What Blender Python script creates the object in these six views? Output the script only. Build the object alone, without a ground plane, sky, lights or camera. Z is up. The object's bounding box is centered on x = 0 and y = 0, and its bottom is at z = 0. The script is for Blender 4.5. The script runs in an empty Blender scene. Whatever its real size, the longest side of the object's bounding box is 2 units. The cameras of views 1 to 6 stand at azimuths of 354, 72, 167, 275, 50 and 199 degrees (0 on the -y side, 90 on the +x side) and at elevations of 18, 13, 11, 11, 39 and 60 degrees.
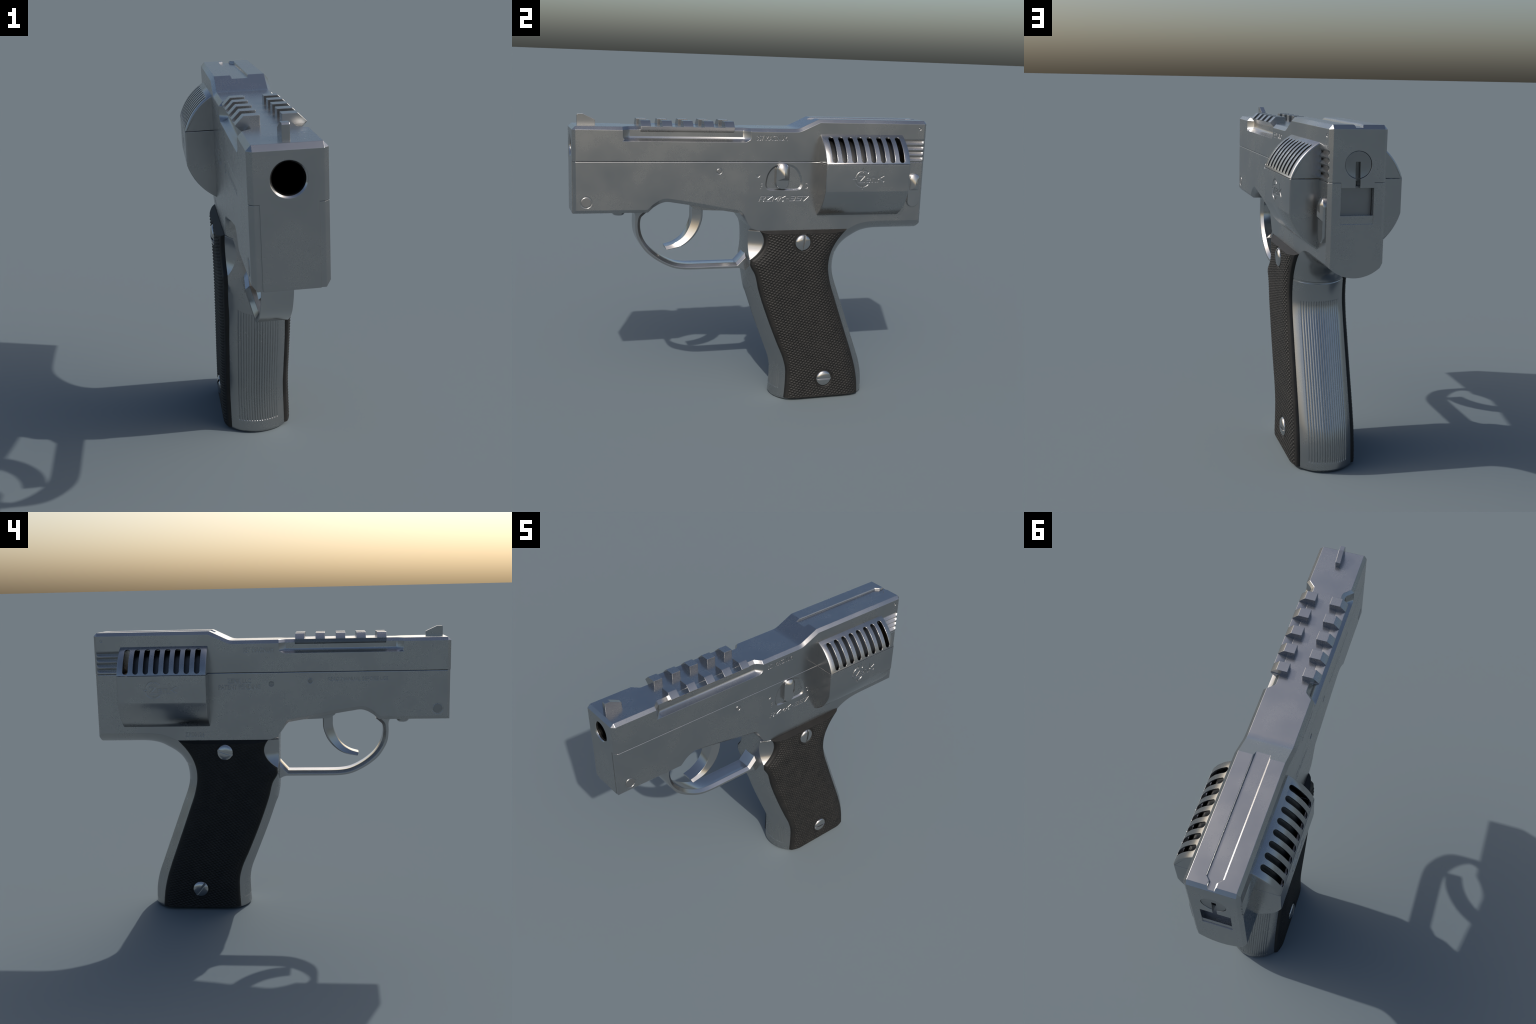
import bpy, bmesh, math
import numpy as np
from mathutils import Vector, Matrix

# ------------------------------------------------------------------ helpers
COL = bpy.context.scene.collection

def link(ob, parent=None):
    COL.objects.link(ob)
    if parent is not None:
        ob.parent = parent
    return ob

def finish(me, angle=32):
    bm = bmesh.new(); bm.from_mesh(me)
    bmesh.ops.remove_doubles(bm, verts=bm.verts, dist=2e-5)
    bmesh.ops.recalc_face_normals(bm, faces=bm.faces)
    bm.to_mesh(me); bm.free()
    shade(me, angle)

def shade(me, angle=32):
    nr = np.empty(len(me.polygons)*3); me.polygons.foreach_get("normal", nr)
    flat = np.abs(nr.reshape(-1, 3)).max(1) > .99995          # plane flanks stay dead flat
    me.set_sharp_from_angle(angle=math.radians(angle))
    me.polygons.foreach_set("use_smooth", (~flat).tolist())
    me.update()

def raw_mesh(name, verts, faces, angle=32):
    me = bpy.data.meshes.new(name)
    me.from_pydata([tuple(map(float, v)) for v in verts], [], faces)
    finish(me, angle)
    return me

def obj(name, me, mat, parent):
    ob = bpy.data.objects.new(name, me)
    me.materials.clear()
    me.materials.append(mat)
    return link(ob, parent)

def loft(sections, closed_ring=True, caps=True):
    """sections: list of equally long rings of 3D points -> verts, faces"""
    n = len(sections[0]); v = []; f = []
    for s in sections: v += [tuple(p) for p in s]
    for i in range(len(sections) - 1):
        for j in range(n if closed_ring else n - 1):
            k = (j + 1) % n
            f.append((i*n + j, i*n + k, (i+1)*n + k, (i+1)*n + j))
    if caps:
        f.append(tuple(range(n)))
        f.append(tuple(range((len(sections)-1)*n, len(sections)*n)))
    return v, f

def prism_x(poly, x0, x1):          # poly in (y,z) swept along x
    return loft([[(x0, y, z) for y, z in poly], [(x1, y, z) for y, z in poly]])
def prism_y(poly, y0, y1):          # poly in (x,z)
    return loft([[(x, y0, z) for x, z in poly], [(x, y1, z) for x, z in poly]])
def prism_z(poly, z0, z1):          # poly in (x,y)
    return loft([[(x, y, z0) for x, y in poly], [(x, y, z1) for x, y in poly]])
def box(x0, x1, y0, y1, z0, z1):
    return prism_z([(x0, y0), (x1, y0), (x1, y1), (x0, y1)], z0, z1)

def lathe(profile, centre, axis, n=48):
    """profile: (distance along axis, radius); closed at both ends"""
    a = Vector(axis).normalized()
    u = a.orthogonal().normalized(); w = a.cross(u); c = Vector(centre)
    rings = [[c + a*h + (u*math.cos(t) + w*math.sin(t))*max(r, 1e-4)
              for t in [2*math.pi*i/n for i in range(n)]] for h, r in profile]
    return loft(rings)

def capsule(cy, z0, z1, r, n=14):   # upright stadium outline in (y,z)
    p = []
    for i in range(n + 1):
        t = math.pi*i/n; p.append((cy + r*math.cos(t), z1 - r + r*math.sin(t)))
    for i in range(n + 1):
        t = math.pi + math.pi*i/n; p.append((cy + r*math.cos(t), z0 + r + r*math.sin(t)))
    return p

def catmull(pts, sub):
    P = np.array(pts, float); n = len(P); out = []
    Q = np.vstack([2*P[0]-P[1], P, 2*P[-1]-P[-2]])
    for i in range(1, n):
        p0, p1, p2, p3 = Q[i-1], Q[i], Q[i+1], Q[i+2]
        for k in range(sub):
            t = k/sub
            out.append(.5*((2*p1) + (-p0+p2)*t + (2*p0-5*p1+4*p2-p3)*t*t + (-p0+3*p1-3*p2+p3)*t**3))
    out.append(P[-1])
    return out

def volume(me):
    bm = bmesh.new(); bm.from_mesh(me); v = bm.calc_volume(); bm.free()
    return v

def cut(ob, cutters, op='DIFFERENCE'):
    mat = ob.data.materials[0]
    """boolean-subtract (verts, faces) solids or mesh datablocks one after another;
    a result that lost more than the tool's own volume is redone with the other solver"""
    for c in cutters:
        me = raw_mesh("tool", *c) if isinstance(c, tuple) else c
        t = bpy.data.objects.new("tool", me); COL.objects.link(t)
        v0, vt = abs(volume(ob.data)), abs(volume(me))
        for solver in ('MANIFOLD', 'EXACT'):
            m = ob.modifiers.new("cut", 'BOOLEAN')
            m.operation = op; m.solver = solver; m.object = t
            dg = bpy.context.evaluated_depsgraph_get(); dg.update()
            new = bpy.data.meshes.new_from_object(ob.evaluated_get(dg))
            ob.modifiers.clear()
            v1 = abs(volume(new))
            if (v0 - vt - 1e-5 <= v1 <= v0 - 1e-9) if op == 'DIFFERENCE' else (v0 - 1e-6 <= v1 <= v0 + vt):
                old = ob.data; name = old.name; ob.data = new
                bpy.data.meshes.remove(old); new.name = name
                break
            print("cut failed", ob.name, solver, len(me.vertices), v0, vt, volume(new))
            bpy.data.meshes.remove(new)
        bpy.data.objects.remove(t); bpy.data.meshes.remove(me)
    ob.data.materials.clear(); ob.data.materials.append(mat)
    ob.data.polygons.foreach_set("material_index", [0]*len(ob.data.polygons))
    shade(ob.data)

# ------------------------------------------------------------------ materials
def nodes(name):
    m = bpy.data.materials.new(name); m.use_nodes = True
    nt = m.node_tree; b = nt.nodes["Principled BSDF"]
    return m, nt, b

USE_BEVEL = True
def metal(name, dark, light, rough, spread=.08, grain=.012, blotch=2.2, metallic=1.0):
    m, nt, b = nodes(name); N = nt.nodes.new; L = nt.links.new
    tc = N("ShaderNodeTexCoord")
    n1 = N("ShaderNodeTexNoise"); n1.inputs["Scale"].default_value = blotch*2
    n1.inputs["Detail"].default_value = 4; n1.inputs["Roughness"].default_value = .52
    n2 = N("ShaderNodeTexNoise"); n2.inputs["Scale"].default_value = 150; n2.inputs["Detail"].default_value = 3
    L(tc.outputs["Object"], n1.inputs["Vector"]); L(tc.outputs["Object"], n2.inputs["Vector"])
    cr = N("ShaderNodeValToRGB")
    cr.color_ramp.elements[0].position = .33; cr.color_ramp.elements[0].color = (*dark, 1)
    cr.color_ramp.elements[1].position = .67; cr.color_ramp.elements[1].color = (*light, 1)
    L(n1.outputs["Fac"], cr.inputs["Fac"])
    mr = N("ShaderNodeMapRange"); mr.inputs["From Min"].default_value = .3; mr.inputs["From Max"].default_value = .7
    mr.inputs["To Min"].default_value = rough - spread; mr.inputs["To Max"].default_value = rough + spread
    mx = N("ShaderNodeMath"); mx.operation = 'MULTIPLY_ADD'
    mx.inputs[1].default_value = .2; L(n2.outputs["Fac"], mx.inputs[0])
    hf = N("ShaderNodeMath"); hf.operation = 'MULTIPLY'; hf.inputs[1].default_value = .8
    L(n1.outputs["Fac"], hf.inputs[0]); L(hf.outputs[0], mx.inputs[2])
    L(mx.outputs[0], mr.inputs["Value"])
    bev = N("ShaderNodeBevel"); bev.samples = 8; bev.inputs["Radius"].default_value = .0023
    bp = N("ShaderNodeBump"); bp.inputs["Strength"].default_value = grain*4; bp.inputs["Distance"].default_value = .004
    L(n2.outputs["Fac"], bp.inputs["Height"])
    if USE_BEVEL: L(bev.outputs[0], bp.inputs["Normal"])
    L(cr.outputs[0], b.inputs["Base Color"]); L(mr.outputs[0], b.inputs["Roughness"])
    L(bp.outputs[0], b.inputs["Normal"]); b.inputs["Metallic"].default_value = metallic
    return m

STEEL = metal("brushed_grey_steel", (.378, .384, .390), (.420, .419, .415), .265, .035, grain=.0005, metallic=.98)
BRIGHT = metal("polished_steel", (.44, .44, .44), (.48, .478, .475), .17, .03, grain=.0008, metallic=.97)
SATIN = metal("satin_steel", (.40, .40, .40), (.44, .44, .44), .25, .02, grain=.0008, metallic=.97)
DISC = metal("darker_grey_steel", (.29, .295, .30), (.33, .33, .33), .30, .03, grain=.0005, metallic=.98)
PIN = metal("pin_steel", (.26, .262, .265), (.30, .30, .30), .33, .05, grain=.0016, metallic=.9)
DARK = metal("dark_steel", (.085, .088, .092), (.115, .115, .115), .42, .05, grain=.0016)  # drum base lowered so the shade inside the cover slots stays dark
BLACKHOLE = metal("near_black_bore", (.02, .02, .02), (.03, .03, .03), .4, .05)
BRASS = metal("brass", (.30, .20, .06), (.36, .25, .09), .35, .04, grain=.0012)

def rubber():
    m, nt, b = nodes("black_grip_plastic"); N = nt.nodes.new; L = nt.links.new
    tc = N("ShaderNodeTexCoord")
    n1 = N("ShaderNodeTexNoise"); n1.inputs["Scale"].default_value = 14; n1.inputs["Detail"].default_value = 5
    n2 = N("ShaderNodeTexNoise"); n2.inputs["Scale"].default_value = 260
    L(tc.outputs["Object"], n1.inputs["Vector"]); L(tc.outputs["Object"], n2.inputs["Vector"])
    cr = N("ShaderNodeValToRGB")
    cr.color_ramp.elements[0].position = .3; cr.color_ramp.elements[0].color = (.0100, .0100, .0100, 1)
    cr.color_ramp.elements[1].position = .7; cr.color_ramp.elements[1].color = (.0155, .0150, .0145, 1)
    L(n1.outputs["Fac"], cr.inputs["Fac"]); L(cr.outputs[0], b.inputs["Base Color"])
    bp = N("ShaderNodeBump"); bp.inputs["Strength"].default_value = .08; bp.inputs["Distance"].default_value = .0026
    L(n2.outputs["Fac"], bp.inputs["Height"]); L(bp.outputs[0], b.inputs["Normal"])
    b.inputs["Roughness"].default_value = .56; b.inputs["Specular IOR Level"].default_value = .28
    return m
GRIP = rubber()

# ------------------------------------------------------------------ dimensions
W = .124            # half width of the body
SEAM = 1.390        # joint between slide and frame
CYL_Z = 1.316       # axis height of the cylinder bulge

root = bpy.data.objects.new("handgun", None)
link(root)
root["label"] = "stubby grey steel handgun with black checkered grip panels"
root["category"] = "handgun"

def layer_loft(E, C, wy, wz, xs, arcR=.165, groove=None):
    """closed side outline, E at the flanks and C on the middle plane; each vertex
    runs from E to C by a straight chamfer (weight 0) or a round arc (weight 1)"""
    E = np.array(E); C = np.array(C); wy = np.array(wy); wz = np.array(wz)
    base = math.sqrt(arcR**2 - W**2); secs = []
    inward = E - C; inward /= np.maximum(np.linalg.norm(inward, axis=1, keepdims=True), 1e-6)
    for x in xs:
        a = abs(x)
        ch = min(1, (W - a)/.016)
        ar = (math.sqrt(arcR**2 - a*a) - base)/(arcR - base)
        rd = 1.0 if a < W - .004 else math.sqrt(max(0, 1 - ((a - W + .004)/.004)**2))   # small rounded edge
        fy = (1-wy)*ch + wy*ar
        fz = np.where(wz == 2, rd, (1-wz)*ch + wz*ar)
        y = E[:, 0] + (C[:, 0]-E[:, 0])*fy; z = E[:, 1] + (C[:, 1]-E[:, 1])*fz
        if groove is not None:
            g = groove(x)
            y = y + inward[:, 0]*g; z = z + inward[:, 1]*g
        secs.append([(x, yy, zz) for yy, zz in zip(y, z)])
    return loft(secs)

# ------------------------------------------------------------------ frame with grip core
E, C, WY, WZ, RIB = [], [], [], [], []
def add(pairs, wy, wz, rib=None):
    for p in pairs:
        E.append((p[0], p[1])); C.append((p[2], p[3])); WY.append(wy); WZ.append(wz)
        RIB.append(0.0 if rib is None else rib(p))

add([(-.982, 1.386, -.9980, SEAM)], 0, 2)
add([(-.982, 1.135, -.9980, 1.1175)], 0, 0)
add([(-.612, 1.134, -.606, 1.117)], 0, 0)
add(catmull([(-.5827, 1.161, -.5764, 1.1448), (-.5475, 1.184, -.5415, 1.1645), (-.507, 1.1932, -.505, 1.1735),
             (-.458, 1.1865, -.4558, 1.167), (-.3667, 1.172, -.363, 1.152), (-.2414, 1.148, -.2405, 1.1295),
             (-.1823, 1.137, -.181, 1.1195), (-.1250, 1.127, -.124, 1.110)], 4), 0, 0)
add(catmull([(-.0985, 1.121, -.1, 1.101), (-.0855, 1.111, -.086, 1.088), (-.070, 1.085, -.0735, 1.071),
             (-.0565, 1.055, -.0585, 1.0525)], 4), .3, .3)
def rib_front(p):
    z = p[3]
    return 1.0 if .060 < z < .655 else 0.0
front = catmull([(-.042, 1.035, -.0478, 1.036), (-.037, 1.0, -.0458, 1.0), (-.036, .92, -.0432, .92),
                 (-.0365, .84, -.0428, .835), (-.036, .812, -.0425, .775)], 5)
add(front, 1, 1)
front2 = catmull([(-.0340, .806, -.0425, .75), (-.0075, .765, -.0405, .71), (.0085, .71, -.030, .655), (.0260, .655, -.012, .61),
                  (.081, .495, .0345, .4790), (.141, .3486, .098, .318), (.1826, .2523, .1345, .2250),
                  (.1984, .1927, .1465, .17), (.2012, .134, .149, .12), (.199, .0600, .147, .0575), (.1958, .0148, .144, .011)], 20)
add(front2, 1, 1, rib_front)
add([(.2000, .006, .150, .0015), (.210, .003, .162, 0), (.43, .002, .43, 0), (.64, .003, .70, 0), (.652, .007, .714, .0025)], 1, 1)
def rib_back(p):
    z = p[3]
    return 1.0 if .046 < z < .765 else 0.0
back = catmull([(.6585, .0155, .7195, .012), (.6498, .1002, .7153, .1022), (.636, .1682, .6992, .1793), (.6107, .2507, .672, .2560),
                (.5539, .4068, .6135, .4120), (.4898, .5827, .547, .590), (.4459, .7128, .5022, .7135), (.434, .7845, .4932, .7800),
                (.4408, .8559, .5020, .8450), (.4634, .9129, .529, .8950), (.4966, .9627, .566, .9290), (.5400, 1.0040, .612, .9560),
                (.590, 1.0300, .650, .9750), (.6379, 1.0430, .690, .9858), (.70, 1.0495, .73, .9910), (.76, 1.0502, .775, .9925), (.8455, 1.0502, .85, .9925)], 18)
add(back, 1, 1, rib_back)
for i in range(len(E)):            # fine joint line across the backstrap
    if abs(C[i][1] - .858) < .0042 and C[i][0] > .3: RIB[i] = -1.0
add([(.982, 1.0505, .9975, .9925)], 0, 1)
add([(.982, 1.386, .9975, SEAM)], 0, 2)

P_RIB = .0117
rib = np.array(RIB)
def groove(x):
    g = 0.0
    if abs(x) < .0985:
        t = abs(((x/P_RIB) % 1) - .5)*2          # 0 on a groove line
        g = .0038*max(0, 1 - t/.60)
    return np.where(rib > 0, g, np.where(rib < 0, .0028, 0))
xs = sorted(set([-W, -.1235, -.122, -.120, -.116, -.112, -.108, -.103] + [P_RIB/4*i for i in range(-34, 35)] + [.103, .108, .112, .116, .120, .122, .1235, W]))
v, f = layer_loft(E, C, WY, WZ, xs, groove=groove)
frame = obj("frame", raw_mesh("frame", v, f), STEEL, root)

# ------------------------------------------------------------------ slide (upper body)
SE, SC, SY, SZ = [], [], [], []
def sadd(e, c, wy=0, wz=0):
    SE.append(e); SC.append(c); SY.append(wy); SZ.append(wz)
ZT, ZR = 1.570, 1.6245
sadd((-.982, 1.3915), (-1.0, 1.3915)); sadd((-.982, 1.5525), (-1.0, 1.5525)); sadd((-.9815, 1.553), (-.982, ZT))
prof = [(.2000, 1.5515, .2050, ZT), (.2200, 1.553, .2225, 1.5712), (.2340, 1.556, .2345, 1.5745), (.2480, 1.5615, .2460, 1.5795)]
for p in prof: sadd((p[0], p[1]), (p[2], p[3]))
sadd((.345, 1.606), (.341, ZR)); sadd((.9815, 1.606), (.982, ZR)); sadd((.982, 1.6055), (.9985, 1.6075)); sadd((.982, 1.3915), (.9985, 1.3915))
v, f = layer_loft(SE, SC, SY, SZ, [-W, -.120, -.108, 0, .108, .120, W])
slide = obj("slide", raw_mesh("slide", v, f), STEEL, root)

def text_tool(body, y0, y1, z0, z1, side, plane=W, depth=.0016, shear=0.0, bold=0.0):
    """lettering cut into a flank, fitted to a box; side +1 = right flank"""
    cu = bpy.data.curves.new("letters", 'FONT'); cu.body = body; cu.extrude = .5; cu.shear = shear
    cu.offset = bold; cu.resolution_u = 3
    t = bpy.data.objects.new("letters", cu); COL.objects.link(t)
    dg = bpy.context.evaluated_depsgraph_get(); dg.update()
    me = bpy.data.meshes.new_from_object(t.evaluated_get(dg))
    bpy.data.objects.remove(t); bpy.data.curves.remove(cu)
    co = np.empty(len(me.vertices)*3); me.vertices.foreach_get("co", co); co = co.reshape(-1, 3)
    lo, hi = co.min(0), co.max(0)
    a = (co[:, 0]-lo[0])/(hi[0]-lo[0]); b = (co[:, 1]-lo[1])/(hi[1]-lo[1]); c = np.where(co[:, 2] > 0, .01, -depth)
    ya, yb = (y0, y1) if side > 0 else (y1, y0)
    out = np.stack([side*(plane + c), ya + (yb-ya)*a, z0 + (z1-z0)*b], 1)
    me.vertices.foreach_set("co", out.ravel()); 
    bm = bmesh.new(); bm.from_mesh(me)
    bmesh.ops.remove_doubles(bm, verts=bm.verts, dist=1e-5)
    bmesh.ops.recalc_face_normals(bm, faces=bm.faces); bm.to_mesh(me); bm.free()
    return me

def flank_disc(cy, cz, r, side, depth, plane=W, inner=None, n=28):
    """round pocket, or ring groove when inner is given"""
    if inner is None:
        return lathe([(-depth, r), (.01, r)], (side*plane, cy, cz), (side, 0, 0), n)
    a = []; rings = []
    for r_, h in [(inner, -depth), (r, -depth), (r, .01), (inner, .01)]:
        rings.append([(side*(plane+h), cy + r_*math.cos(2*math.pi*i/n), cz + r_*math.sin(2*math.pi*i/n)) for i in range(n)])
    rings.append(rings[0])
    return loft(rings, caps=False)

# centre plates that hang from the slide at the muzzle and at the back
cut(slide, [box(-.0905, .0905, -1.0, -.95, 1.1165, 1.42), box(-.0708, .0708, .955, .9985, 1.3695, 1.42)], 'UNION')
# ---- tools for the slide
tools = []
tools.append(lathe([(-.01, .0585), (.62, .0585)], (0, -1.0, 1.4650), (0, 1, 0), 64))
# rail recess on both sides
for s in (1, -1):
    poly = [(.073, 1.62), (.073, 1.5705), (.090, 1.5535), (.090, 1.520), (.0925, 1.512), (.098, 1.5062), (.124, 1.4955), (.19, 1.468), (.19, 1.62)]
    secs = []
    for y, dx in [(-.754, .046), (-.742, .034), (-.712, .004), (-.702, 0), (-.088, 0), (-.078, .004), (-.050, .034), (-.038, .046)]:
        secs.append([(s*(x + (dx if x < .12 else 0)), y, z) for x, z in poly])
    tools.append(loft(secs))
# sighting channel
def channel(w):
    return [(-.0355 - w, .15), (.0355 + w, .15), (.0355 + w, .938), (.0165 + w, .958), (.0165 + w, 1.05), (-.0165 - w, 1.05), (-.0165 - w, .958), (-.0355 - w, .938)]
tools.append(loft([[(x, y, z) for x, y in channel(w)] for z, w in ((1.6125, -.0020), (1.6200, .0000), (1.6240, .0032), (1.6320, .0110))]))
# rear serrations
for s in (1, -1):
    for k in range(4):
        zc = 1.5065 - .0307*k; h = .0153
        tri = [(zc - h, .0), (zc, -.0145), (zc + h, .0)]
        secs = []
        for y, d in [(.82, 1), (.9735, 1), (.9915, .02)]:
            lift = .004*d
            secs.append([(s*(W + .0005 + x*d), y, zc + (z - zc)*1.0) for z, x in tri] + [(s*(W+.01), y, zc + h), (s*(W+.01), y, zc - h)])
        tools.append(loft(secs))
# hollow for the cylinder
tools.append(lathe([(0, .240), (.470, .240)], (0, .362, CYL_Z), (0, 1, 0), 64))
# firing pin dish and slit at the back
tools.append(lathe([(-.020, .0572), (.02, .0572)], (0, .9985, 1.4640), (0, 1, 0), 56))
tools.append(box(-.0103, .0103, .955, 1.02, 1.36, 1.476))
for s in (1, -1):
    tools.append(flank_disc(.9535, 1.579, .0085, s, .003, inner=.0045, n=16))
tools.append(text_tool("357 MAGNUM", -.020, .156, 1.506, 1.534, 1))
tools.append(text_tool("357 MAGNUM", -.0235, .149, 1.502, 1.529, -1))
cut(slide, tools)


disc = obj("firing_pin_cap", raw_mesh("firing_pin_cap", *lathe([(-.025, .0562), (-.0030, .0562), (-.0018, .0545), (-.0040, .040), (-.0052, .022), (-.0056, .002)], (0, .9985, 1.4640), (0, 1, 0), 56)), DISC, slide)
cut(disc, [box(-.0103, .0103, .955, 1.02, 1.36, 1.476)])
# ---- tools for the frame
tools = []
tools.append(lathe([(0, .240), (.470, .240)], (0, .362, CYL_Z), (0, 1, 0), 64))
tools.append(box(-.0705, .0705, .950, 1.02, 1.2545, 1.42))
tools.append(box(-.0712, .0712, .9940, 1.02, 1.2195, 1.27))
tools.append(box(-.0900, .0900, -1.02, -.955, 1.10, 1.42))
# thumb scoop on either side of the grip
def scoop_q(z):
    return .0935 + .165 - math.sqrt(max(0, .165**2 - (z - .945)**2))
top = [(.1005, 1.0065), (.1090, 1.0095), (.1160, 1.0140), (.1262, 1.0233), (.1326, 1.0414), (.150, 1.10)]
low = [(scoop_q(z), z) for z in np.linspace(1.004, .805, 30)]
for s in (1, -1):
    prof = [(.22, .805)] + [(.22, 1.10)] + top[::-1] + low
    d = Vector((.4565, .8897)); q = Vector((.889, -.456))
    secs = [[(s*(q.x*a + d.x*t), q.y*a + d.y*t, z) for a, z in prof] for t in (-.16, .22)]
    tools.append(loft(secs))
# selector pocket on the right flank
dpts = catmull([(.038, 1.276), (.0478, 1.3204), (.0719, 1.3559), (.1037, 1.3735), (.1453, 1.3800), (.187, 1.3735), (.2190, 1.3559), (.2440, 1.3204), (.2545, 1.276)], 5)
dpts += catmull([(.2545, 1.258), (.2480, 1.2435), (.2371, 1.2363), (.2180, 1.2325)], 4) + catmull([(.0750, 1.2325), (.0560, 1.2363), (.0450, 1.2435), (.038, 1.258)], 4)
cyd, czd = .146, 1.300
def inset(p, k):
    y, z = p; l = math.hypot(y-cyd, z-czd); return (cyd + (y-cyd)*(1-k/l), czd + (z-czd)*(1-k/l))
tools.append(loft([[(W + .0012, *inset(p, -.0015)) for p in dpts], [(W, *p) for p in dpts], [(W - .0075, *inset(p, .0105)) for p in dpts]]))
# pins
for s, r1 in ((1, .0315), (-1, .0310)):
    tools.append(flank_disc(-.9308, 1.1775, r1, s, .002, inner=r1 - .0055))
    tools.append(flank_disc(-.2245, 1.3400, .0172, s, .002, inner=.0172 - .0045))
tools.append(flank_disc(-.0067, 1.325, .0152, -1, .004))
# lettering
STROKES = {          # wide slanted block letters, each a set of straight strokes in a unit cell
    "R": [(0, 0, 0, 1), (0, .9, .9, .9), (.9, .9, .9, .5), (.9, .5, .1, .5), (.45, .5, .95, 0)],
    "Z": [(0, .9, 1, .9), (.95, .9, .05, .1), (0, .1, 1, .1)],
    "M": [(.05, 0, .05, 1), (.05, .95, .5, .35), (.5, .35, .95, .95), (.95, 0, .95, 1)],
    "K": [(.05, 0, .05, 1), (.1, .45, .95, 1), (.3, .55, .95, 0)],
    "-": [(.1, .5, .9, .5)],
    "3": [(.05, .9, .95, .9), (.2, .5, .95, .5), (.05, .1, .95, .1), (.95, .9, .95, .1)],
    "5": [(.1, .9, 1, .9), (.1, .9, .1, .5), (.1, .5, .95, .5), (.95, .5, .95, .1), (0, .1, .95, .1)],
    "7": [(0, .9, 1, .9), (.95, .9, .35, 0)]}
def block_word(word, y0, z0, cell, gap, h, slant, thick, side):
    out = []; y = y0
    for chx in word:
        w_ = cell*(.55 if chx == "-" else 1)
        for a, b, c, d in STROKES[chx]:
            p = np.array([y + a*w_ + slant*b*h, z0 + b*h]); q = np.array([y + c*w_ + slant*d*h, z0 + d*h])
            t = (q-p)/np.linalg.norm(q-p); n = np.array([-t[1], t[0]])*thick/2
            poly = [p - n, q - n, q + n, p + n]
            out.append(prism_x([tuple(k) for k in poly], side*(W - .0017), side*(W + .01)))
        y += w_ + gap
    return out
tools += block_word("RZMK-357", .003, 1.173, .0305, .0072, .0305, .42, .0058, 1)
tools.append(text_tool("F", .011, .023, 1.243, 1.273, 1))
tools.append(text_tool("S", .270, .287, 1.243, 1.273, 1))
tools.append(prism_x([(-.0205, 1.320), (-.017, 1.311), (-.010, 1.305), (-.002, 1.305), (.005, 1.311), (.0075, 1.320)], W - .002, W + .01))
tools.append(text_tool("ZENK LLC", .1085, .2417, 1.331, 1.357, -1))
tools.append(text_tool("PATENT PENDING", .056, .2934, 1.296, 1.3225, -1))
tools.append(text_tool("READ MANUAL BEFORE USE", -.656, -.323, 1.338, 1.3587, -1))
tools.append(text_tool("ZR00126", .382, .492, 1.0290, 1.0530, -1))
cut(frame, tools)

# scoop faces get a lighter, slightly smoother steel to carry the sun glare
frame.data.materials.append(SATIN)
for p in frame.data.polygons:
    x, y, z = p.center; sg = 1 if x > 0 else -1
    if .81 < z < 1.0062 and -.07 < y < .05 and abs(x) > .06 and abs(p.normal.x*sg*.4565 + p.normal.y*.8897) < .03 and abs(p.normal.z) < .9 and p.normal.y < -.2:
        p.material_index = 1
obj("dark_pocket_floor", raw_mesh("dark_pocket_floor", *box(-.0695, .0695, .90, .966, 1.25, 1.374)), PIN, frame)
# darker pin faces and the little screw
for s in (1, -1):
    for cy, cz, r in ((-.9308, 1.1775, .0254), (-.2245, 1.340, .0124)):
        obj("pin", raw_mesh("pin", *lathe([(-.02, r), (-.0005, r), (.0006, r - .001)], (s*W, cy, cz), (s, 0, 0), 32)), PIN, frame)
sp = obj("pin", raw_mesh("pin", *lathe([(-.01, .0148), (-.0022, .0148)], (-W, -.0067, 1.325), (-1, 0, 0), 24)), PIN, frame)
cut(sp, [box(-W - .01, -W + .0045, -.03, .02, 1.3232, 1.3268)])

# ------------------------------------------------------------------ barrel
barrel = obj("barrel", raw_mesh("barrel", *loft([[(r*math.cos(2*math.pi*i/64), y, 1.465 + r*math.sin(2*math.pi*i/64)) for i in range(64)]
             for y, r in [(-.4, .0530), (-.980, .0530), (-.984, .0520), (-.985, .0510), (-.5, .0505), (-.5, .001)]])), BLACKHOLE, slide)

crown = [(.0004, .0586), (.0004, .0582), (.0062, .0526), (.03, .0526), (.03, .0586)]
rings = [[(r_*math.cos(2*math.pi*i/64), -1.0 + h, 1.465 + r_*math.sin(2*math.pi*i/64)) for i in range(64)] for h, r_ in crown + crown[:1]]
obj("muzzle_crown", raw_mesh("muzzle_crown", *loft(rings, caps=False)), BRIGHT, slide)  # separate ring in lighter steel, added for the highlight crescent at the lower rim

# ------------------------------------------------------------------ front sight
sight = obj("front_sight", raw_mesh("front_sight", *prism_x([(-.9645, 1.562), (-.9645, 1.6210), (-.9610, 1.6263), (-.9330, 1.6265), (-.872, 1.5985), (-.8712, 1.596), (-.8712, 1.562)], -.0125, .0125)), STEEL, slide)

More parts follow.
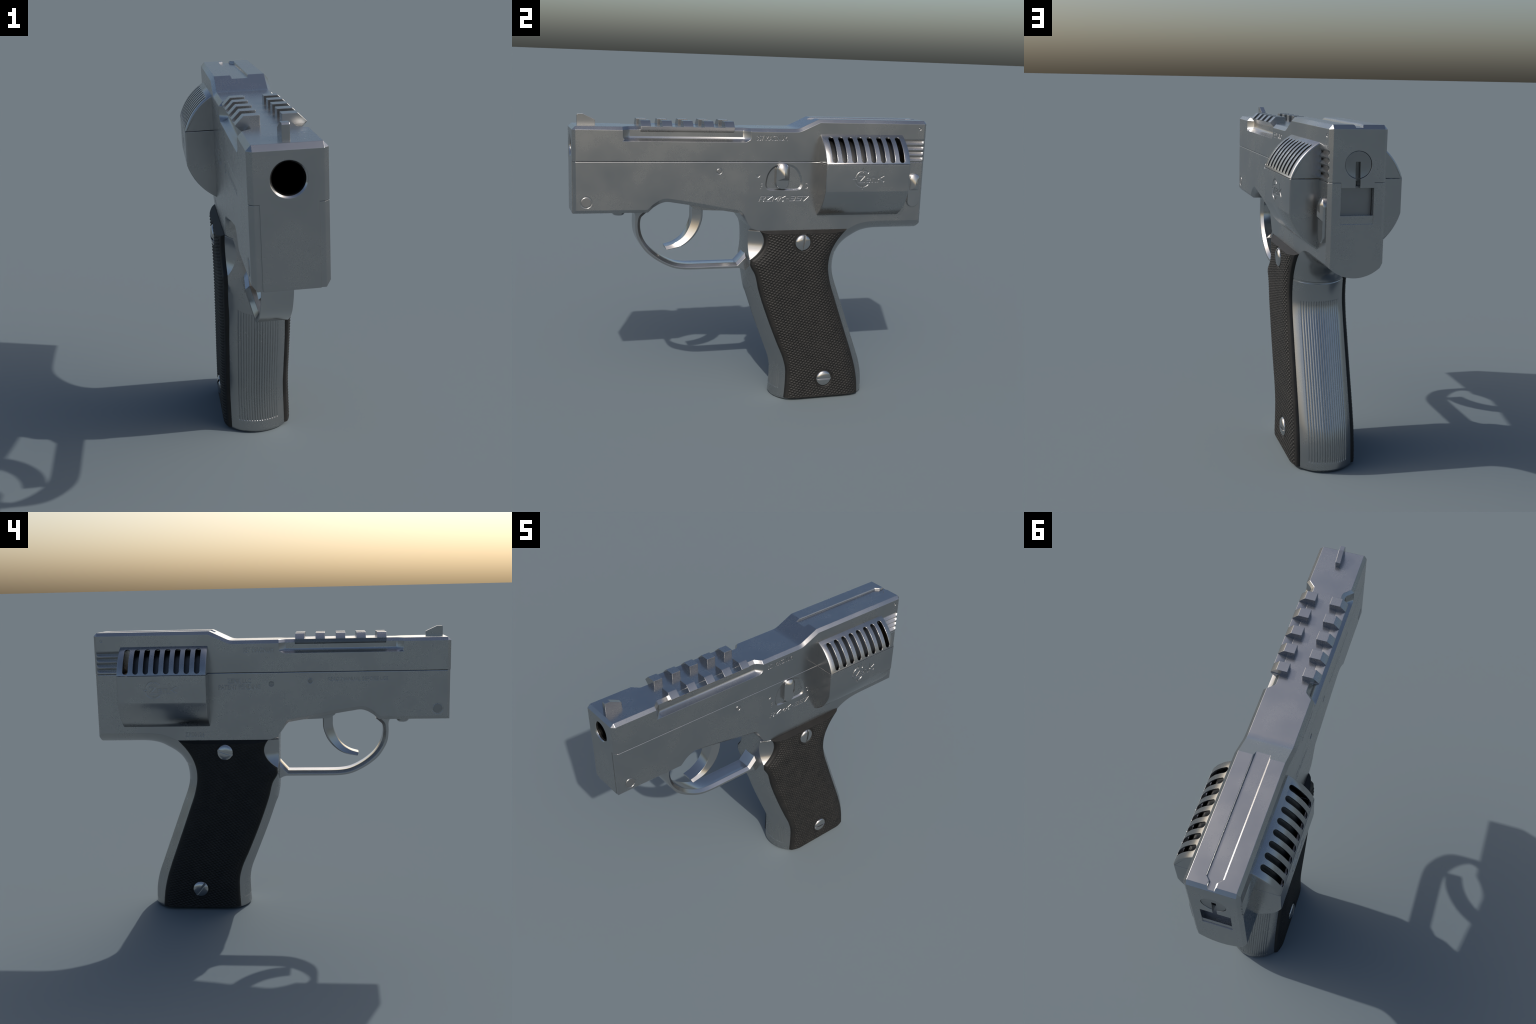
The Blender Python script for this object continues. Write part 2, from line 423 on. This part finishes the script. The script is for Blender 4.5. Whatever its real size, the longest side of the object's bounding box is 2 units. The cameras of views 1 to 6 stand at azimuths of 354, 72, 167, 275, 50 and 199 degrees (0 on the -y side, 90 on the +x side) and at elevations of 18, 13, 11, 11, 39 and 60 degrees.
# ------------------------------------------------------------------ accessory rail
TOOTH = .0535; PITCH = .1130; Y0 = -.6460
rails = {}
for s in (1, -1):
    poly = [(s*x, z) for x, z in [(.060, 1.566), (.086, 1.5718), (.1185, 1.5722), (.1192, 1.5715), (.0895, 1.5425), (.080, 1.5425)]]
    rails[s] = obj("rail", raw_mesh("rail", *prism_y(poly, Y0, Y0 + 4*PITCH + TOOTH)), STEEL, slide)
poly = [(.0365, 1.563), (.0365, 1.6020), (.0375, 1.6030), (.0900, 1.6030), (.0915, 1.6020), (.1193, 1.5742), (.1193, 1.5725), (.110, 1.566)]
tooth_me = {s: raw_mesh("rail_tooth", *prism_y([(s*x, z) for x, z in poly], -.0004, TOOTH - .0025)) for s in (1, -1)}
for s in (1, -1):
    for k in range(5):
        t = obj("rail_tooth", tooth_me[s], STEEL, rails[s]); t.location.y = Y0 + k*PITCH

# ------------------------------------------------------------------ cylinder bulges
R = .2592; XF = .248
def bulge_profile(r, xf, upper, x_in, z_cut):
    """half of the flattened round, above or below the joint; (x,z) outline"""
    a0 = math.asin(min(1, x_in/r)); a1 = math.asin(xf/r)
    arc = [(r*math.sin(a), CYL_Z + (1 if upper else -1)*r*math.cos(a)) for a in np.linspace(a0, a1, 26)]
    return arc + [(xf, z_cut), (x_in, z_cut)]
def shell(upper, s, zc):
    secs = []
    for y, d in [(.347, .006), (.3485, .0025), (.3525, 0), (.8425, 0), (.8465, .0025), (.848, .006)]:
        secs.append([(s*x, y, z) for x, z in bulge_profile(R - d, XF - d, upper, .115, zc)])
    v, f = loft(secs)
    return raw_mesh("cover", v, f)
EMBLEM = [   # (left, right, bottom, top, stroke width, strokes in a unit cell)
    (-.024, .014, 1.290, 1.335, .0085, [(0, .9, 1, .9), (.9, .86, .1, .14), (0, .1, 1, .1)]),
    (.0205, .0475, 1.2915, 1.3225, .0068, [(.1, .5, .95, .5), (.12, .12, .12, .88), (.1, .88, .9, .88), (.9, .95, .9, .45), (.1, .1, .9, .1)]),
    (.0540, .0800, 1.2925, 1.3225, .0068, [(.12, 0, .12, 1), (.1, .86, .88, .86), (.88, .9, .88, 0)]),
    (.0865, .1330, 1.2935, 1.3490, .0072, [(.08, 0, .08, 1), (.12, .3, .9, .66), (.35, .38, .92, .04)])]
slot_y = [.397 + .0574*k for k in range(8)]
def slot_tool(s, cy):
    a = math.radians(37.5); n = Vector((s*math.cos(a), 0, math.sin(a))); t = Vector((-s*math.sin(a), 0, math.cos(a)))
    c = Vector((s*R*math.cos(a), cy, CYL_Z + R*math.sin(a)))
    hw, hl = .0155, .0830; ring = []
    for i in range(13):
        th = math.pi*i/12; ring.append((hw*math.cos(th), hl - hw + hw*math.sin(th)))
    for i in range(13):
        th = math.pi + math.pi*i/12; ring.append((hw*math.cos(th), -hl + hw + hw*math.sin(th)))
    secs = []
    for h, g in [(-.11, 0), (-.004, 0), (.06, 0)]:
        secs.append([c + n*h + Vector((0, u*(1+g), 0)) + t*w for u, w in ring])
    return loft(secs)
for s in (1, -1):
    up = obj("cylinder_cover", shell(True, s, 1.3925), STEEL, slide)
    cav = lathe([(0, .2520), (.472, .2520)], (0, .361, CYL_Z), (0, 1, 0), 72)
    cut(up, [cav] + [slot_tool(s, y) for y in slot_y])
    lo = obj("cylinder_cover", shell(False, s, 1.3895), STEEL, frame)
    # crosshair emblem with the name
    yc, zc = (.561, 1.313) if s > 0 else (.641, 1.314)
    def P(u, w): return (yc + s*u, zc + w)
    em = []
    for a0, a1 in ((42, 84), (96, 172), (188, 264), (276, 318)):
        A = [math.radians(a0 + (a1-a0)*i/10) for i in range(11)]
        ring = [P(.0485*math.cos(a), .0485*math.sin(a)) for a in A] + [P(.0410*math.cos(a), .0410*math.sin(a)) for a in A[::-1]]
        em.append(loft([[(s*(XF - .0022), y, z) for y, z in ring], [(s*(XF + .01), y, z) for y, z in ring]]))
    for a in (90, 180, 270):
        c_, s_ = math.cos(math.radians(a)), math.sin(math.radians(a))
        q = [P(r*c_ - o*s_, r*s_ + o*c_) for r, o in ((.036, -.0028), (.0585, -.0028), (.0585, .0028), (.036, .0028))]
        em.append(loft([[(s*(XF - .0022), y, z) for y, z in q], [(s*(XF + .01), y, z) for y, z in q]]))
    def span(a, b): 
        p, q = yc + s*a, yc + s*b
        return (min(p, q), max(p, q))
    for u0, u1, z0, z1, th, strokes in EMBLEM:
        for c in strokes:
            w_, h_ = u1-u0, z1-z0
            p = np.array([u0 + c[0]*w_, z0 + c[1]*h_]); q = np.array([u0 + c[2]*w_, z0 + c[3]*h_])
            t = (q-p)/np.linalg.norm(q-p); n = np.array([-t[1], t[0]])*th/2
            poly = [(yc + s*k[0], k[1]) for k in (p - n, q - n, q + n, p + n)]
            em.append(loft([[(s*(XF - .0022), y, z) for y, z in poly], [(s*(XF + .01), y, z) for y, z in poly]]))
    cut(lo, [lathe([(0, .240), (.470, .240)], (0, .362, CYL_Z), (0, 1, 0), 64)] + em)
drum = obj("revolving_cylinder", raw_mesh("revolving_cylinder", *lathe([(0, .12), (.0, .210), (.010, .222), (.416, .222), (.424, .214), (.424, .12)], (0, .372, CYL_Z), (0, 1, 0), 72)), DARK, root)
cm = raw_mesh("cartridge", *lathe([(0, .048), (.012, .048), (.012, .044), (.03, .044)][::-1], (0, 0, 0), (0, -1, 0), 24))
for k in range(6):
    a = math.radians(60*k + 30)
    c = obj("cartridge", cm, BRASS, drum); c.location = (.142*math.cos(a), .800, CYL_Z + .142*math.sin(a))

# ------------------------------------------------------------------ selector and rear catch
def lever(name, cy, z0, z1, r, x0, x1, by, bz0, bz1, br, peak, ridge, par):
    base = capsule(cy, z0, z1, r)
    def ins(k): return capsule(cy, z0 + k, z1 - k, r - k)
    b = obj(name, raw_mesh(name, *loft([[(x0, *p) for p in base], [(x1 - .002, *p) for p in base], [(x1, *p) for p in ins(.002)]])), BRIGHT, par)
    # roof-shaped button: round top, straight foot
    n = 14; ring = [(by + br*math.cos(math.pi*i/n), bz1 - br + br*math.sin(math.pi*i/n)) for i in range(n + 1)] + [(by - br, bz0), (by + br, bz0)]
    v = [(x1 - .001, *p) for p in ring]; m = len(ring)
    v += [(peak, by, ridge[1]), (peak, by, ridge[0])]
    f = [(i, i+1, m) for i in range(n)]
    f += [(n, n+1, m+1, m), (n+1, n+2, m+1), (n+2, 0, m, m+1), tuple(range(m))]
    obj(name + "_button", raw_mesh(name + "_button", v, f, 20), BRIGHT, b)
    return b
lever("selector_lever", .1336, 1.2405, 1.3855, .0365, .110, .137, .1375, 1.2890, 1.3850, .0340, .160, (1.305, 1.3515), frame)
lever("rear_catch", .9345, 1.1325, 1.3240, .0365, .118, .1365, .9370, 1.2280, 1.3230, .0325, .1535, (1.2465, 1.2910), frame)

# ------------------------------------------------------------------ trigger group
I = [(-.604, 1.125, -.684, 1.125), (-.625, 1.108, -.6710, 1.108), (-.6463, 1.0838, -.6645, 1.0860), (-.6528, 1.0400, -.6655, 1.0400), (-.6465, .9900, -.6595, .9870), (-.6282, .9458, -.6391, .9402),
     (-.5958, .9015, -.6067, .8929), (-.5485, .8599, -.5570, .8510), (-.4978, .8284, -.5040, .8190), (-.4485, .8075, -.4540, .7975),
     (-.399, .7984, -.4040, .7878), (-.3385, .7957, -.3384, .7845), (-.22, .7957, -.22, .7842), (-.105, .7957, -.105, .7838)]
rear = [(-.0865, .7967, -.0800, .7835, -.0920, .8125), (-.0660, .8175, -.0620, .7790, -.0725, .8335),
        (-.0453, .8384, -.0450, .7695, -.0520, .8560), (-.0300, .8540, -.0300, .7580, -.0330, .8800)]   # leg that rises to the grip
chain = catmull(I, 5) + [np.array(p) for p in rear]
inner = [(p[0], p[1]) for p in chain]
secs = []
for i, p in enumerate(chain):
    a = np.array(inner[max(i-1, 0)]); b = np.array(inner[min(i+1, len(inner)-1)])
    t = (b - a)/np.linalg.norm(b - a); nrm = np.array([-t[1], t[0]])       # towards the opening
    S = np.array(inner[i]) + nrm*.0165 if len(p) < 6 else np.array(p[4:])
    I_, O_ = p[:2], p[2:4]
    def at(k, q): return (k, q[0], q[1])
    secs.append([at(-.0575, O_), at(.0575, O_), at(.0575, I_), at(.0405, S), at(.020, S - nrm*.0022), at(-.020, S - nrm*.0022), at(-.0405, S), at(-.0575, I_)])
guard = obj("trigger_guard", raw_mesh("trigger_guard", *loft(secs), 24), BRIGHT, frame)

F = [(-.349, 1.150), (-.3495, 1.110), (-.3508, 1.064), (-.3700, 1.008), (-.4000, .9630), (-.4460, .9310), (-.4970, .9150)]
B = [(-.291, 1.150), (-.2925, 1.110), (-.2955, 1.058), (-.3200, .9945), (-.3620, .9450), (-.4125, .9130), (-.4900, .8965)]
ch = catmull([(*a, *b) for a, b in zip(F, B)], 6); secs = []
for p in ch:
    a = np.array(p[:2]); b = np.array(p[2:]); m = a + (b-a)*.80
    secs.append([(-.036, *a), (-.02, *(a+(b-a)*.03)), (.02, *(a+(b-a)*.03)), (.036, *a), (.0500, *m), (.0485, *(a+(b-a)*.93)), (.044, *b), (-.044, *b), (-.0485, *(a+(b-a)*.93)), (-.0500, *m)])
trigger = obj("trigger", raw_mesh("trigger", *loft(secs), 24), BRIGHT, frame)
obj("trigger_housing", raw_mesh("trigger_housing", *prism_x([(-.3655, 1.18), (-.3655, 1.146), (-.361, 1.1375), (-.345, 1.128), (-.321, 1.1180), (-.150, 1.1115), (-.120, 1.1135), (-.12, 1.18)], -.057, .057)), STEEL, frame)
obj("takedown_stud", raw_mesh("takedown_stud", *lathe([(0, .0345), (.017, .0345), (.024, .030), (.0285, .0235), (.0298, .018)], (0, -.748, 1.1170), (0, 0, -1), 40)), STEEL, frame)

# ------------------------------------------------------------------ checkered grip panels
def panel_edges(n):
    zf = np.array([.013, .0600, .1254, .1927, .2523, .3486, .495, .675, .765, .8063, .8163, .8300])
    yf = np.array([.1958, .1990, .2012, .1984, .1826, .141, .081, .0176, -.0075, -.0310, -.0335, -.0325])
    zb = np.array([.013, .1002, .1682, .2507, .4068, .5827, .7128, .7845, .8559, .9129, .9627, 1.0075])
    yb = np.array([.6575, .6488, .635, .6097, .5529, .4888, .4449, .433, .4398, .4624, .4956, .5360])
    z = np.linspace(.013, 1.0075, n)
    def smooth(zq, za, ya):
        m = np.gradient(ya, za); i = np.clip(np.searchsorted(za, zq) - 1, 0, len(za)-2)
        h = za[i+1]-za[i]; t = (zq-za[i])/h
        return (2*t**3-3*t**2+1)*ya[i] + (t**3-2*t**2+t)*h*m[i] + (-2*t**3+3*t**2)*ya[i+1] + (t**3-t**2)*h*m[i+1]
    f = smooth(np.minimum(z, .83), zf, yf)
    q = .0935 + .165 - np.sqrt(np.maximum(.165**2 - (z - .945)**2, 0))
    fs = (.126*.889 - q)/.456 + .002
    f = np.where(z > .8300, np.maximum(f, fs), f)
    return z, f, smooth(z, zb, yb)

NZ, NY = 470, 215
zr, yf, yb = panel_edges(NZ)
S = np.linspace(0, 1, NY)
Y = yf[:, None] + (yb - yf)[:, None]*S[None, :]
Z = np.repeat(zr[:, None], NY, 1)
def seg_dist(poly):
    best = np.full(Y.shape, 9.0)
    for (ay, az), (by, bz) in zip(poly[:-1], poly[1:]):
        dy, dz = by-ay, bz-az
        k = np.clip(((Y-ay)*dy + (Z-az)*dz)/(dy*dy + dz*dz), 0, 1)
        best = np.minimum(best, (Y-ay-k*dy)**2 + (Z-az-k*dz)**2)
    return np.sqrt(best)
ez, ef, eb = panel_edges(110)
DS = np.minimum(seg_dist(np.stack([ef, ez], 1)), seg_dist(np.stack([eb, ez], 1)))
D = np.minimum(DS, 1.0075 - Z)
T = .1265 + .0095*(1 - (1 - np.clip(DS/.007, 0, 1))**1.5) + .0210*(1 - (1 - np.clip(DS/.08, 0, 1))**2)
T = np.minimum(T, .1265 + (1.0075 - Z)*1.85)
inv = np.linalg.inv(np.array([[.0170, .0113], [-.0051, .0113]]))
mm = inv[0, 0]*Y + inv[0, 1]*Z; nn = inv[1, 0]*Y + inv[1, 1]*Z
tri = lambda a: 1 - np.abs(2*(a - np.floor(a)) - 1)
kn = ((.5 - .5*np.cos(2*np.pi*mm))*(.5 - .5*np.cos(2*np.pi*nn)))**.6
screws = [(.263, .9405), (.4298, .1255)]
rs = np.minimum(*[np.sqrt((Y-a)**2 + (Z-b)**2) for a, b in screws])
mask = np.clip((D - .0205)/.003, 0, 1)*np.clip((rs - .058)/.003, 0, 1)*np.clip((Z - .018)/.004, 0, 1)
line = np.exp(-((D - .0195)/.0014)**2)*.0012 + np.exp(-((rs - .0575)/.0014)**2)*.002
X = T + mask*(kn*.0043 - .0021) - line
X = X - np.where((rs < .0545), .0035*np.clip((.0545 - rs)/.003, 0, 1), 0)
def panel(s):
    v = np.stack([s*X, Y, Z], -1).reshape(-1, 3).tolist()
    idx = np.arange(NZ*NY).reshape(NZ, NY)
    f = np.stack([idx[:-1, :-1], idx[:-1, 1:], idx[1:, 1:], idx[1:, :-1]], -1).reshape(-1, 4).tolist()
    ring = list(idx[0, :]) + list(idx[1:, -1]) + list(idx[-1, :-1][::-1]) + list(idx[1:-1, 0][::-1])
    base = len(v)
    for i in ring: v.append((s*.119, v[i][1], v[i][2]))
    n = len(ring)
    f += [(int(ring[i]), base + i, base + (i+1) % n, int(ring[(i+1) % n])) for i in range(n)]
    f.append(tuple(base + i for i in range(n)))
    me = bpy.data.meshes.new("grip_panel"); me.from_pydata(v, [], f)
    bm = bmesh.new(); bm.from_mesh(me); bmesh.ops.recalc_face_normals(bm, faces=bm.faces); bm.to_mesh(me); bm.free()
    shade(me, 50)
    return me
screw_dirs = {1: [(.16, 1), (1, -.02)], -1: [(1, .33), (-.60, .80)]}
for s in (1, -1):
    gp = obj("grip_panel", panel(s), GRIP, frame)
    for (cy, cz), d in zip(screws, screw_dirs[s]):
        prof = [(-.02, .0462), (-.0015, .0462), (.0015, .0452), (.0060, .0400), (.0095, .0310), (.0115, .0200), (.0124, .0080), (.0125, .0005)]
        sc = obj("screw", raw_mesh("screw", *lathe(prof, (s*.1565, cy, cz), (s, 0, 0), 48)), BRIGHT, gp)
        u = Vector((0, d[0], d[1])).normalized(); w = Vector((0, -u.z, u.y)); c = Vector((s*.1565, cy, cz)); n = Vector((s, 0, 0))
        ring = [u*.06 + w*.0062, u*-.06 + w*.0062, u*-.06 - w*.0062, u*.06 - w*.0062]
        cut(sc, [loft([[c + n*.0015 + p for p in ring], [c + n*.03 + p for p in ring]])])
